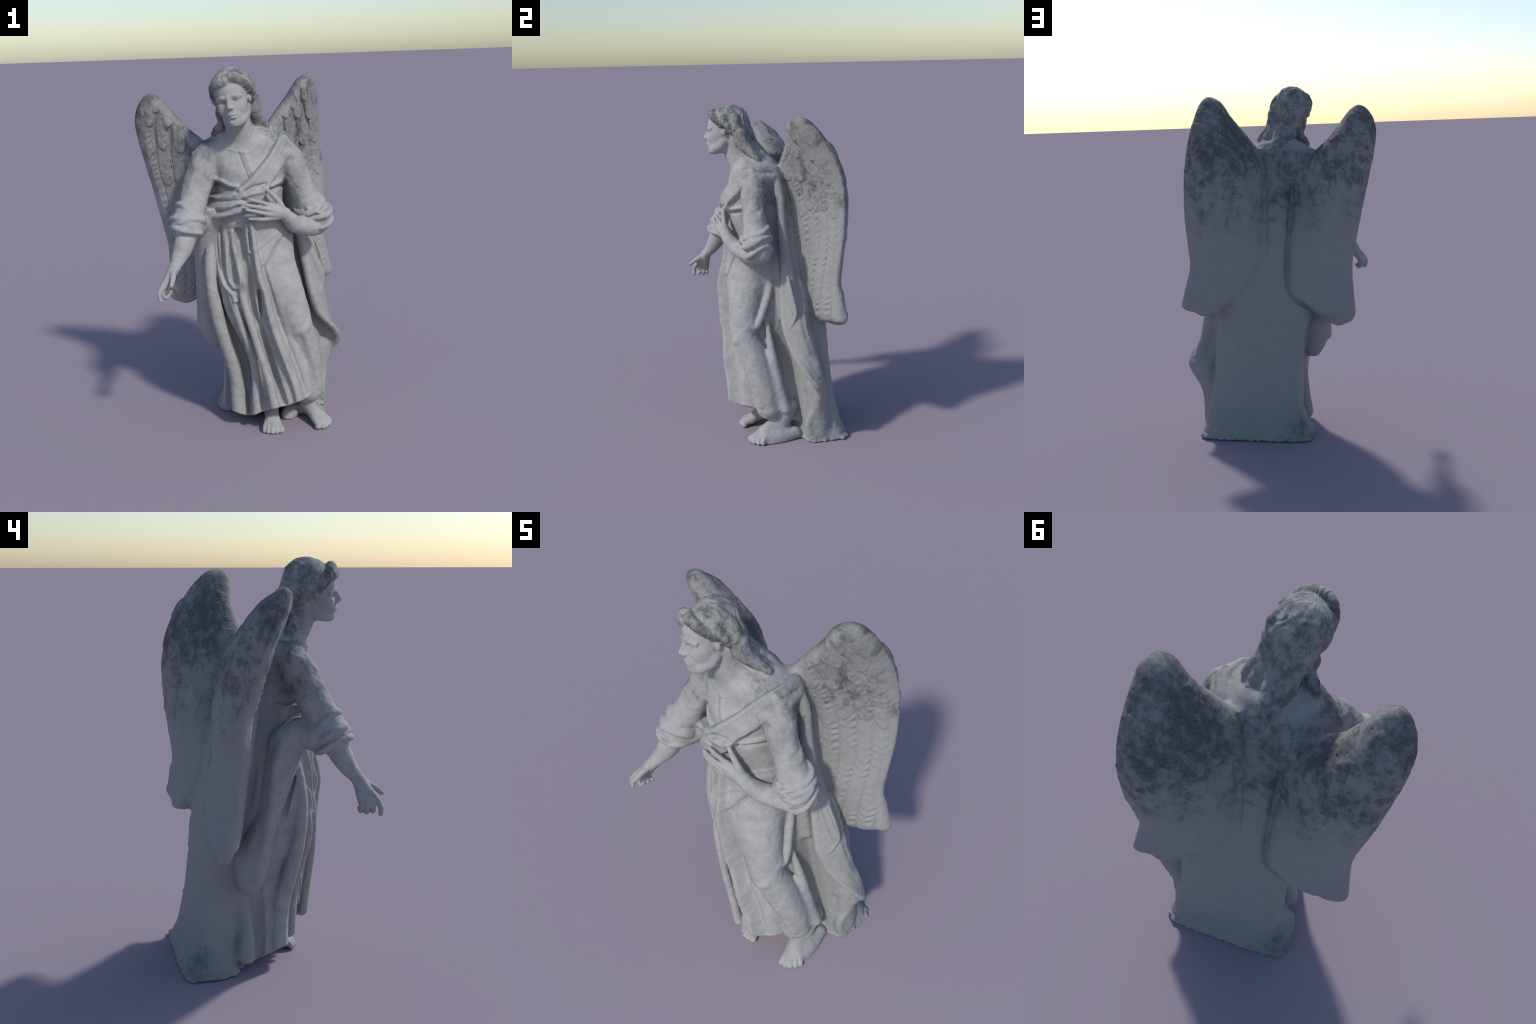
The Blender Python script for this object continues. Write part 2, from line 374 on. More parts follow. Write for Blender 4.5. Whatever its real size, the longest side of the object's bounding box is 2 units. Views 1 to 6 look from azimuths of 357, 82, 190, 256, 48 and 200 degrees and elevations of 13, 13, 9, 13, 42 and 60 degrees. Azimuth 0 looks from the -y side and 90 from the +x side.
# cloth looped over the right forearm, hanging behind
loft("drape", [(1.28, -.25, -.12, -.19, -.06), (1.2, -.27, -.11, -.16, .035), (1.12, -.27, -.1, -.125, .06), (1.0, -.265, -.1, -.075, .08), (.85, -.258, -.1, -.02, .10), (.7, -.262, -.1, .02, .165), (.58, -.268, -.1, .04, .2), (.5, -.248, -.11, .06, .19), (.42, -.2, -.13, .1, .16)], 2.6, 0.012)
limb("drape", [(-.22, -.14, 1.25, .03), (-.245, -.06, 1.215, .03), (-.255, .01, 1.12, .028), (-.248, .04, .9, .026), (-.248, .08, .7, .028), (-.245, .12, .55, .035)], .012)
limb("drape", [(-.26, -.1, 1.12, .014), (-.268, -.045, 1.0, .015), (-.262, .0, .85, .015), (-.268, .05, .7, .014), (-.272, .08, .6, .008)], .008, kind="cut")
# deep recesses between the drape, the front of the robe and the block behind
limb("robe", [(-.11, .065, .0, .036), (-.105, .062, .2, .042), (-.118, .07, .36, .038), (-.14, .08, .47, .012)], .010, kind="cut")
limb("drape", [(-.24, .215, .6, .01), (-.235, .17, .75, .032), (-.225, .145, .95, .04), (-.225, .125, 1.15, .04), (-.21, .09, 1.3, .035)], .010, kind="cut")
limb("robe", [(-.2, -.03, .7, .012), (-.205, -.04, .85, .016), (-.2, -.09, 1.02, .01)], .012, kind="cut")

# left-hand mantle, a sheet standing away from the leg, with hanging folds
curtain("mantle", [
    (1.64, .12, .08, .17, .07, .19, .02), (1.5, .15, .12, .19, .12, .228, .065), (1.38, .16, .14, .21, .14, .24, .075), (1.2, .18, .16, .23, .17, .265, .08), (1.05, .2, .18, .27, .19, .315, .085), (.9, .26, .18, .42, .2, .345, .07), (.74, .30, .18, .52, .22, .375, .07),
    (.61, .31, .18, .54, .25, .415, .10), (.457, .33, .2, .48, .29, .525, .18), (.4, .34, .2, .48, .30, .54, .22), (.314, .36, .22, .44, .30, .49, .26), (.24, .37, .22, .43, .30, .455, .245), (.11, .38, .22, .43, .28, .44, .195), (0, .41, .31, .45, .31, .44, .22)], 0.024, 0.02)
limb("mantle", [(.2, .04, 1.62, .028), (.238, .07, 1.5, .026), (.254, .08, 1.35, .026), (.278, .09, 1.2, .027), (.32, .10, 1.08, .028), (.38, .11, .95, .03), (.42, .12, .84, .026), (.43, .125, .78, .010)], .015)
limb("mantle", [(.44, .25, .36, .055), (.415, .25, .22, .06), (.405, .27, .06, .062)], .02)
limb("mantle", [(.31, .17, .95, .03), (.35, .195, .72, .04), (.38, .21, .5, .045), (.395, .22, .34, .045)], .02)
limb("mantle", [(.33, .15, 1.0, .02), (.37, .17, .85, .028), (.40, .185, .7, .032), (.44, .21, .56, .034), (.48, .235, .46, .035), (.485, .26, .38, .025)], .02)
limb("mantle", [(.385, .15, 1.1, .008), (.425, .145, 1.0, .016), (.455, .15, .87, .02), (.47, .165, .76, .02), (.475, .185, .66, .008)], .008, kind="cut")
limb("mantle", [(.30, .135, 1.45, .012), (.315, .14, 1.3, .018), (.335, .15, 1.15, .016), (.37, .165, 1.0, .006)], .010, kind="cut")
limb("mantle", [(.405, .085, 1.02, .008), (.435, .105, .92, .010), (.448, .125, .82, .009), (.44, .115, .765, .007), (.425, .09, .72, .006)], .008)
# strap end over the left shoulder
limb("sash", [(.215, -.1, 1.605, .026), (.225, -.05, 1.625, .028), (.21, .02, 1.625, .028), (.19, .07, 1.595, .03)], .02)
limb("sash", [(.25, -.09, 1.57, .02), (.255, -.035, 1.588, .02), (.235, .03, 1.585, .02)], .016)

# ----------------------------------------------------------------------------- neck and head
limb("neck", [(.012, -.078, 1.58, .098), (-.003, -.126, 1.65, .075), (-.02, -.16, 1.72, .067), (-.03, -.17, 1.80, .07)], .035)

HC = np.array([-.036, -.208, 1.833]); HR = rot(-15, 0, -12)
def hp(p): return HC + HR @ np.array(p, float)
def hball(label, c, r, k=.01, kind="union", ripple=None): ball(label, hp(c), r, HR, k, kind, ripple)
def hlimb(label, rows, k=.006, kind="union", ripple=None):
    limb(label, [tuple(hp(q[:3]))+(q[3],) for q in rows], k, kind=kind, ripple=ripple)
hball("head", (0, -.004, .045), (.083, .099, .095), 0)
hball("head", (0, -.044, -.035), (.071, .066, .087), .03)
hlimb("head", [(-.05, -.01, -.07, .02), (-.046, -.03, -.09, .019), (-.028, -.068, -.106, .02), (0, -.087, -.109, .021), (.028, -.068, -.106, .02), (.046, -.03, -.09, .019), (.05, -.01, -.07, .02)], .028)
hball("head", (0, -.09, -.107), (.02, .018, .02), .014)
hball("head", (0, -.068, .045), (.064, .04, .05), .02)
hball("head", (0, -.086, -.012), (.028, .022, .04), .02)
for s in (-1, 1):
    hball("head", (s*.043, -.067, -.032), (.03, .032, .032), .02)             # cheek
    hball("head", (s*.040, -.115, -.001), (.0245, .029, .0150), .005, "cut")    # eye hollow
    hball("head", (s*.039, -.078, -.003), (.0185, .0175, .015), .001)           # eyeball
    hlimb("head", [(s*.016, -.094, -.003, .0034), (s*.027, -.099, .0055, .0042), (s*.041, -.098, .0072, .0042), (s*.061, -.084, .0, .0036)], .001)
    hlimb("head", [(s*.018, -.093, -.008, .0028), (s*.038, -.0965, -.0155, .0032), (s*.056, -.085, -.009, .0028)], .002)
    hlimb("head", [(s*.011, -.106, .015, .007), (s*.035, -.106, .0205, .007), (s*.062, -.084, .014, .007)], .010)   # brow
    hball("head", (s*.0115, -.117, -.036), (.009, .013, .008), .006)           # nostril wing
    hball("head", (s*.083, -.002, -.010), (.008, .013, .018), .008)            # ear lobe
hlimb("head", [(0, -.107, .020, .010), (0, -.1145, .002, .0085), (0, -.124, -.016, .009), (0, -.1315, -.030, .0092)], .008)
hlimb("head", [(0, -.1, .01, .013), (0, -.106, -.015, .015), (0, -.110, -.034, .014)], .008)
hball("head", (0, -.088, -.07), (.034, .030, .028), .016)
hlimb("head", [(-.025, -.101, -.073, .004), (-.008, -.1165, -.0685, .0056), (0, -.117, -.0695, .005), (.008, -.1165, -.0685, .0056), (.025, -.101, -.073, .004)], .004)
hlimb("head", [(-.02, -.102, -.0785, .004), (0, -.114, -.082, .0068), (.02, -.102, -.0785, .004)], .004)
hlimb("head", [(-.025, -.106, -.0748, .002), (0, -.121, -.0748, .0026), (.025, -.106, -.0748, .002)], .003, "cut")
hball("head", (0, -.116, -.0945), (.018, .010, .006), .008, "cut")

# hair: cap with wavy strands, forelock, side locks, fall on the back
def strands(x, y, z):
    dx, dy, dz = x-HC[0], y-HC[1], z-HC[2]
    lx = HR[0, 0]*dx+HR[1, 0]*dy+HR[2, 0]*dz; ly = HR[0, 1]*dx+HR[1, 1]*dy+HR[2, 1]*dz; lz = HR[0, 2]*dx+HR[1, 2]*dy+HR[2, 2]*dz
    az = np.arctan2(lx, ly+.03)
    w = noise3(x, y, z, .05, 3)
    return .0016*np.sin(az*14+7*w+lz*25) + .0030*noise3(x, y, z, .036, 4) + .0008*noise3(x, y, z, .013, 5)
hball("hair", (0, .022, .064), (.103, .106, .101), .006, ripple=strands)
limb("hair", [(-.045, -.15, 1.90, .082), (-.03, -.13, 1.83, .082), (-.02, -.095, 1.76, .072), (-.005, -.045, 1.69, .07), (.0, .03, 1.61, .07)], .02, ripple=strands)
# forelock: two curls over the brow, parted, then sweeping back over the temples
hlimb("hair", [(-.07, -.055, .075, .018), (-.058, -.085, .09, .02), (-.035, -.1, .094, .022), (-.012, -.101, .092, .021), (.006, -.096, .096, .016)], .016, ripple=strands)
hlimb("hair", [(-.04, -.082, .118, .02), (-.015, -.09, .118, .021), (.012, -.085, .115, .02)], .014, ripple=strands)
hlimb("hair", [(.008, -.085, .125, .02), (.035, -.086, .108, .022), (.06, -.068, .088, .024), (.078, -.04, .062, .024), (.088, -.012, .04, .022)], .014, ripple=strands)
hlimb("hair", [(-.05, -.082, .1, .02), (-.072, -.056, .075, .022), (-.083, -.03, .045, .022), (-.09, -.005, .02, .02)], .014, ripple=strands)
for s in (-1, 1):
    hlimb("hair", [(s*.082, -.01, .08, .024), (s*.093, .008, .052, .023), (s*.096, .024, .02, .02), (s*.090, .04, -.01, .014)], .008, ripple=strands)
    hlimb("hair", [(s*.078, .055, .08, .03), (s*.086, .07, .035, .03), (s*.082, .085, -.02, .03), (s*.075, .1, -.06, .03)], .012, ripple=strands)
    hlimb("hair", [(s*.06, .09, .02, .04), (s*.06, .1, -.05, .04)], .02, ripple=strands)
limb("hair", [tuple(hp((.086, .078, .0)))+(.022,), tuple(hp((.088, .088, -.045)))+(.023,), (.092, -.095, 1.745, .023), (.118, -.07, 1.715, .02), (.138, -.05, 1.69, .015), (.13, -.03, 1.66, .016)], .012, ripple=strands)
limb("hair", [tuple(hp((.07, .085, -.01)))+(.03,), tuple(hp((.068, .095, -.06)))+(.035,), (.075, -.07, 1.72, .035), (.09, -.03, 1.67, .035), (.085, .02, 1.62, .035)], .015, ripple=strands)
limb("hair", [tuple(hp((-.085, .08, .0)))+(.022,), (-.105, -.13, 1.77, .022), (-.1, -.11, 1.71, .022), (-.125, -.085, 1.67, .024), (-.135, -.07, 1.645, .022), (-.11, -.05, 1.62, .018)], .012, ripple=strands)

# ----------------------------------------------------------------------------- arms
def creases(x, y, z):
    return .005*noise3(x, y, z, .045, 8) + .002*noise3(x, y, z, .018, 9)
limb("sleeve_r", [(-.155, -.03, 1.57, .06), (-.19, -.08, 1.52, .078), (-.225, -.125, 1.43, .078), (-.255, -.16, 1.35, .074), (-.28, -.21, 1.27, .07)], .03, ripple=creases)
limb("sleeve_r", [(-.28, -.205, 1.275, .07), (-.298, -.225, 1.225, .078), (-.305, -.235, 1.185, .07)], .012)
limb("sleeve_r", [(-.295, -.225, 1.2, .078), (-.262, -.16, 1.2, .07), (-.235, -.11, 1.205, .055)], .015)
ax = (-.25, -.4, -.88)
ring("sleeve_r", (-.287, -.208, 1.268), (-.45, -.45, -.75), .068, .014, .008, .09, 1)
ring("sleeve_r", (-.297, -.222, 1.222), (-.1, -.5, -.85), .077, .017, .009, .07, 2)
ring("sleeve_r", (-.308, -.235, 1.172), (-.2, -.35, -.9), .081, .013, .005, .05, 4)
limb("sleeve_r", [(-.37, -.26, 1.22, .008), (-.33, -.3, 1.235, .009), (-.27, -.285, 1.265, .008)], .006)
limb("sleeve_r", [(-.375, -.265, 1.195, .007), (-.33, -.31, 1.2, .008), (-.26, -.28, 1.215, .007)], .006)
limb("arm_r", [(-.29, -.22, 1.22, .06), (-.318, -.268, 1.12, .052), (-.345, -.3, 1.06, .04), (-.372, -.335, 1.014, .028)], .004)
def fingers(label, rows, k=.006):
    for f in rows: limb(label, f, k, 4)
fingers("hand_r", [
    [(-.372, -.335, 1.014, .028), (-.405, -.372, .965, .022), (-.437, -.402, .925, .016)],
    [(-.372, -.335, 1.014, .028), (-.41, -.362, .955, .022), (-.440, -.378, .915, .016)],
    [(-.372, -.335, 1.014, .028), (-.405, -.347, .955, .022), (-.436, -.355, .91, .016)],
    [(-.372, -.335, 1.014, .028), (-.40, -.335, .955, .021), (-.427, -.333, .912, .015)]], .008)
fingers("hand_r", [
    [(-.437, -.402, .925, .015), (-.452, -.415, .895, .0125), (-.444, -.418, .862, .01)],
    [(-.440, -.378, .915, .0145), (-.437, -.384, .888, .012), (-.42, -.388, .872, .011), (-.408, -.38, .886, .01)],
    [(-.436, -.355, .91, .0145), (-.432, -.358, .882, .012), (-.416, -.36, .868, .011), (-.404, -.355, .882, .01)],
    [(-.427, -.333, .912, .0135), (-.424, -.334, .885, .0115), (-.41, -.335, .872, .01), (-.398, -.333, .886, .0095)],
    [(-.38, -.35, 1.0, .02), (-.38, -.395, .98, .016), (-.382, -.42, .965, .0125), (-.388, -.443, .945, .01)]], .003)

ball("hand_r", (-.42, -.36, .895), (.018, .03, .018), None, .006)
limb("sleeve_l", [(.2, -.05, 1.55, .065), (.25, -.085, 1.51, .070), (.285, -.092, 1.43, .066), (.32, -.09, 1.34, .067), (.35, -.085, 1.26, .07)], .03, ripple=creases)
limb("sleeve_l", [(.352, -.085, 1.27, .078), (.385, -.085, 1.21, .076), (.40, -.075, 1.18, .066)], .012)
ring("sleeve_l", (.348, -.092, 1.272), (.2, .45, -.87), .081, .014, .008, .08, 5)
ring("sleeve_l", (.372, -.09, 1.222), (.35, .25, -.9), .084, .017, .009, .07, 6)
ring("sleeve_l", (.398, -.08, 1.17), (.45, .25, -.85), .076, .013, .005, .05, 8)
limb("sleeve_l", [(.33, -.165, 1.26, .008), (.39, -.17, 1.235, .008), (.445, -.12, 1.225, .008)], .006)
limb("arm_l", [(.41, -.065, 1.165, .055), (.38, -.09, 1.155, .058), (.33, -.14, 1.16, .054), (.265, -.2, 1.185, .046), (.225, -.237, 1.225, .036), (.205, -.25, 1.25, .028)], .004)
fingers("hand_l", [
    [(.205, -.25, 1.25, .028), (.165, -.262, 1.285, .019), (.122, -.272, 1.303, .013)],
    [(.205, -.25, 1.25, .028), (.165, -.27, 1.27, .019), (.119, -.283, 1.283, .013)],
    [(.205, -.25, 1.25, .028), (.165, -.27, 1.255, .019), (.106, -.283, 1.26, .013)],
    [(.205, -.25, 1.25, .028), (.165, -.262, 1.24, .019), (.101, -.275, 1.231, .012)]], .01)
fingers("hand_l", [
    [(.122, -.274, 1.303, .0125), (.078, -.286, 1.322, .011), (.028, -.290, 1.335, .009)],
    [(.119, -.285, 1.283, .0125), (.06, -.302, 1.3, .011), (.005, -.302, 1.312, .009)],
    [(.106, -.285, 1.26, .012), (.055, -.30, 1.276, .011), (.006, -.30, 1.288, .009)],
    [(.101, -.278, 1.231, .0105), (.06, -.285, 1.234, .0095), (.021, -.28, 1.236, .008)],
    [(.19, -.25, 1.275, .022), (.175, -.256, 1.315, .0155), (.145, -.257, 1.35, .0125), (.114, -.252, 1.381, .01)]], .003)

# ----------------------------------------------------------------------------- feet
def foot(label, heel, ankle, instep, toes):
    limb(label, [ankle[:3]+(.04,), (ankle[0], ankle[1]+.015, .25, .045)], .02)
    limb(label, [(heel[0], heel[1], .036, .04), ankle[:3]+(.042,)], .02)
    for i, t in enumerate(toes):
        base = np.array(instep[:2])*.45 + np.array(t[:2])*.55
        limb(label, [ankle[:2]+(.085, .04), (instep[0]*.7+base[0]*.3, instep[1]*.7+base[1]*.3, .058, .033), (base[0], base[1], .036, .025), (t[0]*.75+base[0]*.25, t[1]*.75+base[1]*.25, .026, .0165), (t[0], t[1], t[2]*.9, t[2]*1.06)], .005, 5)
foot("foot_l", (.325, .08), (.332, .01, .115), (.355, -.045), [(.372, -.15, .0185), (.398, -.15, .0145), (.418, -.135, .014), (.434, -.112, .0135), (.446, -.087, .013)])
foot("foot_r", (.12, .05), (.12, -.005, .12), (.12, -.065), [(.163, -.168, .0185), (.136, -.18, .0145), (.113, -.18, .014), (.091, -.171, .0135), (.071, -.156, .013)])
limb("foot_l", [(.42, -.05, .0, .02), (.405, .0, .008, .026), (.385, .07, .02, .032), (.365, .12, .03, .04)], .022)
ball("foot_l", (.383, .01, .022), (.05, .1, .05), rot(12), .03)
limb("foot_l", [(.34, .05, .1, .046), (.345, .085, .2, .055)], .02)
limb("base", [(.22, .03, .02, .04), (.25, .08, .025, .05), (.3, .16, .02, .05)], .02)

# ----------------------------------------------------------------------------- wings
def edge_of(outline, side):
    """outer edge of an outline as x(z)"""
    z = np.linspace(.55, 2.0, 60); p = curve(np.vstack([outline, outline[:1]]), 6)
    zz, xx = [], []
    for q in z:
        c = [a[0]+(q-a[1])/(b[1]-a[1])*(b[0]-a[0]) for a, b in zip(p[:-1], p[1:]) if (a[1] > q) != (b[1] > q)]
        if c: zz.append(q); xx.append(max(c) if side > 0 else min(c))
    return zz, xx

def feathers(Xo, xin, out, seed):
    """relief and owner map of the carved feathers; long flight feathers below, three rows of coverts above"""
    g = np.random.default_rng(seed)
    F = Field2D((-.68, .55), (.68, 2.0)); own = np.full(F.m.shape, -1, np.int16); F.m[:] = 0
    jobs = []
    for s in (.2, .36, .51, .66, .80, .93):                                # flight feathers
        tip = .70 + .05*abs(s-.72) + g.uniform(-.01, .02)
        jobs.append((s-.02, 1.52, s+.05*(s-.5), 1.1, s+.10*(s-.55), tip, .078, .009, .036, .0052))
    def row(ss, tip, length, w, h, amp):
        for s in ss:
            t = tip + g.uniform(-.035, .035); c = g.uniform(-.02, .02)
            jobs.append((s-.06+c, t+length, s-.02+c*.5, t+length*.5, s+g.uniform(-.02, .02), t, w*g.uniform(.9, 1.1), h, .032, amp))
    row((.3, .46, .62, .78, .94), 1.37, .28, .076, .010, .004)
    row((.4, .57, .74, .92), 1.54, .24, .068, .011, .0034)
    row((.5, .67, .84, .99), 1.68, .18, .058, .011, .002)
    row((.62, .8), 1.79, .11, .045, .009, .0015)
    layer = 0
    for n, (s0, z0, s1, z1, s2, z2, w, h, wave, amp) in enumerate(jobs):
        X = lambda s, z: xin+(float(Xo(z))-xin)*s
        pts = [(X(s0, z0), z0), (X(s1, z1), z1), (X(s2, z2), z2)]
        sd, arc, ext, L = F.along([p+(0.,) for p in pts], 10)
        t = arc/L; rest = L-arc
        W = w*.5*np.sqrt(np.clip(1-(1-np.clip(rest/(w*.7), 0, 1))**2, 0, 1))*(.75+.25*np.clip(arc/.08, 0, 1))
        q = np.abs(sd)/np.maximum(W, 1e-4)
        inside = (q < 1) & (arc > 0) & (rest > .0005)
        vane = np.clip(1-q**4, 0, 1)
        barb = np.sin(2*math.pi*(arc/wave + .25*np.sin(arc*17+2.3*n) + .7*q + g.uniform(0, 1) + .1*np.sin(arc*50+n)))*np.clip(1-np.abs(q-.5)/.5, 0, 1)
        barb = barb*np.where(sd > 0, 1.0, .3)*np.clip(rest/.05, .1, 1)*np.clip(.55+.6*np.sin(arc*19+n*1.7)+.3*np.sin(arc*41+n), 0, 1.2)
        hh = h*(.45+.55*vane) + amp*barb*ramp(arc, .0, .1) + .002*np.exp(-(sd/.004)**2) + h*.5*ramp(t, .4, 1)
        hh = hh - .004*np.exp(-((q-1)/.12)**2)
        F.m = np.where(inside, hh, F.m); own = np.where(inside, n, own)
    fade = ramp(out.m, .012, .03 + .045*ramp(F.v, 1.45, 1.75))
    F.m = (F.m-.006)*fade; own[out.m < .02] = -1
    return F, own, len(jobs)

WINGS = {}
def wing(label, outline, side, xin, zs, back, frontal, seed):
    out = Field2D((-.68, .55), (.68, 2.0)).polygon(outline)
    Xo = spline(*edge_of(outline, side))
    ts = [0, .25, .5, .75, 1]
    Bk, Fr = net(ts, zs, back), net(ts, zs, frontal)
    rel, own, count = feathers(Xo, xin, out, seed)
    def mid(x, z):
        s = np.clip((x-xin)/(Xo(z)-xin), 0, 1)
        return s, Bk(s, z), Fr(s, z)
    WINGS[label] = (rel, own, count, mid)
    M = [Field2D((-.68, .55), (.68, 2.0), .006) for _ in range(4)]
    s, bk, fr = mid(M[0].u, M[0].v)
    M[0].m, M[1].m = bk, fr
    for q, src in ((2, bk), (3, fr)):
        gx, gz = np.gradient(src, .006)
        M[q].m = 1/np.sqrt(1+np.minimum(gx*gx+gz*gz, 3))
    for q in M: q.m = q.m.astype(f32)
    out.m = out.m.astype(f32); rel.m = rel.m.astype(f32)
    def fn(x, y, z):
        e = out(x, z); b, f = M[0](x, z), M[1](x, z)
        u = np.sqrt(np.clip(1-(1-np.clip(e/.055, 0, 1))**2, 0, 1))
        dy = y-(b+f)/2
        d = (np.abs(dy)-(b-f)/2*u)*np.where(dy > 0, M[2](x, z), M[3](x, z)) - rel(x, z)*ramp(-dy, 0, .012)
        return smax(d, -e*.9, .008)
    o = np.array(outline)
    add(label, fn, [o[:, 0].min()-.02, -.12, o[:, 1].min()-.02], [o[:, 0].max()+.02, .48, o[:, 1].max()+.02], .025)

L_OUT = [(.39, 1.945), (.43, 1.905), (.448, 1.83), (.468, 1.69), (.488, 1.5), (.497, 1.3), (.492, 1.12), (.49, 1.0), (.515, .89), (.54, .785), (.52, .752), (.47, .735), (.41, .712), (.34, .722), (.28, .755), (.16, .85), (.08, 1.0), (.06, 1.3), (.055, 1.46), (.1, 1.61), (.153, 1.688), (.216, 1.770), (.268, 1.838), (.322, 1.915)]
R_OUT = [(-.47, 1.87), (-.53, 1.82), (-.56, 1.735), (-.553, 1.62), (-.527, 1.49), (-.487, 1.31), (-.447, 1.12), (-.425, 1.0), (-.425, .88), (-.438, .74), (-.43, .685), (-.39, .655), (-.325, .642), (-.24, .69), (-.158, .75), (-.08, .82), (-.053, .9), (-.05, 1.04), (-.05, 1.22), (-.05, 1.4), (-.06, 1.53), (-.16, 1.585), (-.212, 1.622), (-.285, 1.685), (-.36, 1.78), (-.41, 1.845)]
wing("wing_l", L_OUT, 1, .05, [.70, .85, 1.0, 1.15, 1.3, 1.45, 1.6, 1.73, 1.85, 1.95], [
    (.30, .335, .37, .405, .44), (.30, .335, .37, .40, .42), (.28, .34, .38, .40, .392), (.255, .34, .40, .418, .405), (.235, .345, .415, .438, .425),
    (.215, .335, .42, .445, .43), (.18, .295, .385, .43, .418), (.12, .205, .30, .37, .385), (.06, .11, .2, .28, .30), (.01, .06, .12, .19, .21)], [
    (.18, .21, .25, .29, .355), (.13, .17, .215, .265, .335), (.11, .15, .2, .255, .33), (.10, .15, .212, .282, .355), (.10, .15, .21, .295, .37),
    (.08, .13, .198, .292, .375), (.04, .08, .165, .252, .355), (.01, .05, .11, .19, .29), (-.02, .04, .08, .11, .19), (-.03, .02, .05, .075, .10)], 21)
wing("wing_r", R_OUT, -1, -.05, [.66, .75, .9, 1.03, 1.17, 1.3, 1.45, 1.6, 1.73, 1.85], [
    (.31, .31, .31, .315, .315), (.335, .335, .33, .325, .315), (.325, .325, .322, .295, .27), (.30, .31, .312, .285, .265), (.235, .28, .315, .30, .265), (.185, .265, .318, .312, .265),
    (.145, .235, .305, .305, .24), (.105, .175, .26, .26, .2), (.035, .10, .19, .2, .145), (-.03, .03, .09, .115, .085)], [
    (.26, .26, .26, .265, .275), (.17, .2, .215, .225, .24), (.11, .145, .17, .195, .22), (.07, .105, .145, .18, .21), (.05, .085, .125, .165, .2), (.04, .075, .12, .165, .195),
    (.02, .05, .095, .135, .155), (-.01, .02, .06, .10, .115), (-.05, -.02, .01, .045, .065), (-.07, -.05, -.03, -.015, .01)], 22)

# seams beside the spine and around the right wing, long scrapes on the block: relief of the back in (x, z)
back_map = Field2D((-.62, 0), (.62, 2.0), .004)
strokes(back_map, [(-.13, 1.55), (-.09, 1.45), (-.078, 1.3), (-.066, 1.15), (-.056, 1.0), (-.055, .9), (-.078, .82), (-.13, .775), (-.19, .735)], .011, -.02, taper=(.3, .3))
strokes(back_map, [(-.1, .8), (-.15, .785), (-.22, .75), (-.29, .72)], .02, .006)
strokes(back_map, [(-.035, 1.5), (-.045, 1.3), (-.03, 1.1), (-.02, .95)], .014, .008)
strokes(back_map, [(.085, 1.58), (.075, 1.45), (.066, 1.3), (.06, 1.15), (.058, 1.03)], .010, -.009, taper=(.3, .3))
gs = np.random.default_rng(5)
for _ in range(46):
    x0, z0, l = gs.uniform(-.14, .4), gs.uniform(.05, .8), gs.uniform(.02, .08)
    if gs.uniform() < .45: x0 = gs.uniform(-.14, .08)
    t = gs.uniform(-.25, .35)
    strokes(back_map, [(x0, z0), (x0+l*.5, z0+l*.5*t+gs.uniform(-.004, .004)), (x0+l, z0+l*t)], gs.uniform(.003, .006), -gs.uniform(.002, .006), taper=(.2, .2))
for _ in range(40):
    x0, z0, l = gs.uniform(-.5, .48), gs.uniform(.85, 1.6), gs.uniform(.02, .07)
    strokes(back_map, [(x0, z0), (x0+l*.5, z0+gs.uniform(-.006, .006)), (x0+l, z0+l*gs.uniform(-.2, .4))], gs.uniform(.003, .007), gs.uniform(-.005, .003), taper=(.2, .2))

# rough tooling on the unworked back, applied to the finished skin
def tooling(x, y, z, facing):
    m = ramp(y, .10, .22)*ramp(facing, .25, .6)
    rim = .006*noise3(x, y, z, .022, 14)*ramp(-z, -.05, -.02)*ramp(y, .1, .2)
    return rim + m*(back_map(x, z) + .0045*noise3(x, y, z*2.2, .09, 11) + .0025*noise3(x*.8, y, z*1.6, .035, 12) + .0012*noise3(x*.8, y, z*1.3, .014, 15)) + .0012*noise3(x, y, z, .02, 13)

# ----------------------------------------------------------------------------- skin the field
def field(x, y, z, lo, hi, want_label=False):
    """x, y, z flat arrays inside the box lo..hi"""
    d = np.full(x.shape, 0.5, f32); lab = np.zeros(x.shape, np.int16) if want_label else None
    for label, a, b, k, fn, kind in OPS:
        m = k + .012
        if (a - m > hi).any() or (b + m < lo).any(): continue
        q = fn(x, y, z).astype(f32)
        # keep distances honest outside the solid's own bounds
        if kind == "union":
            if want_label: lab = np.where(q < d, ID[label], lab)
            d = smin(d, q, k)
        elif kind == "cut":
            d = smax(d, -q, k)
        else:
            d = d - q
    d = np.maximum(d, -z)                      # everything stands on the ground
    return (d, lab) if want_label else d

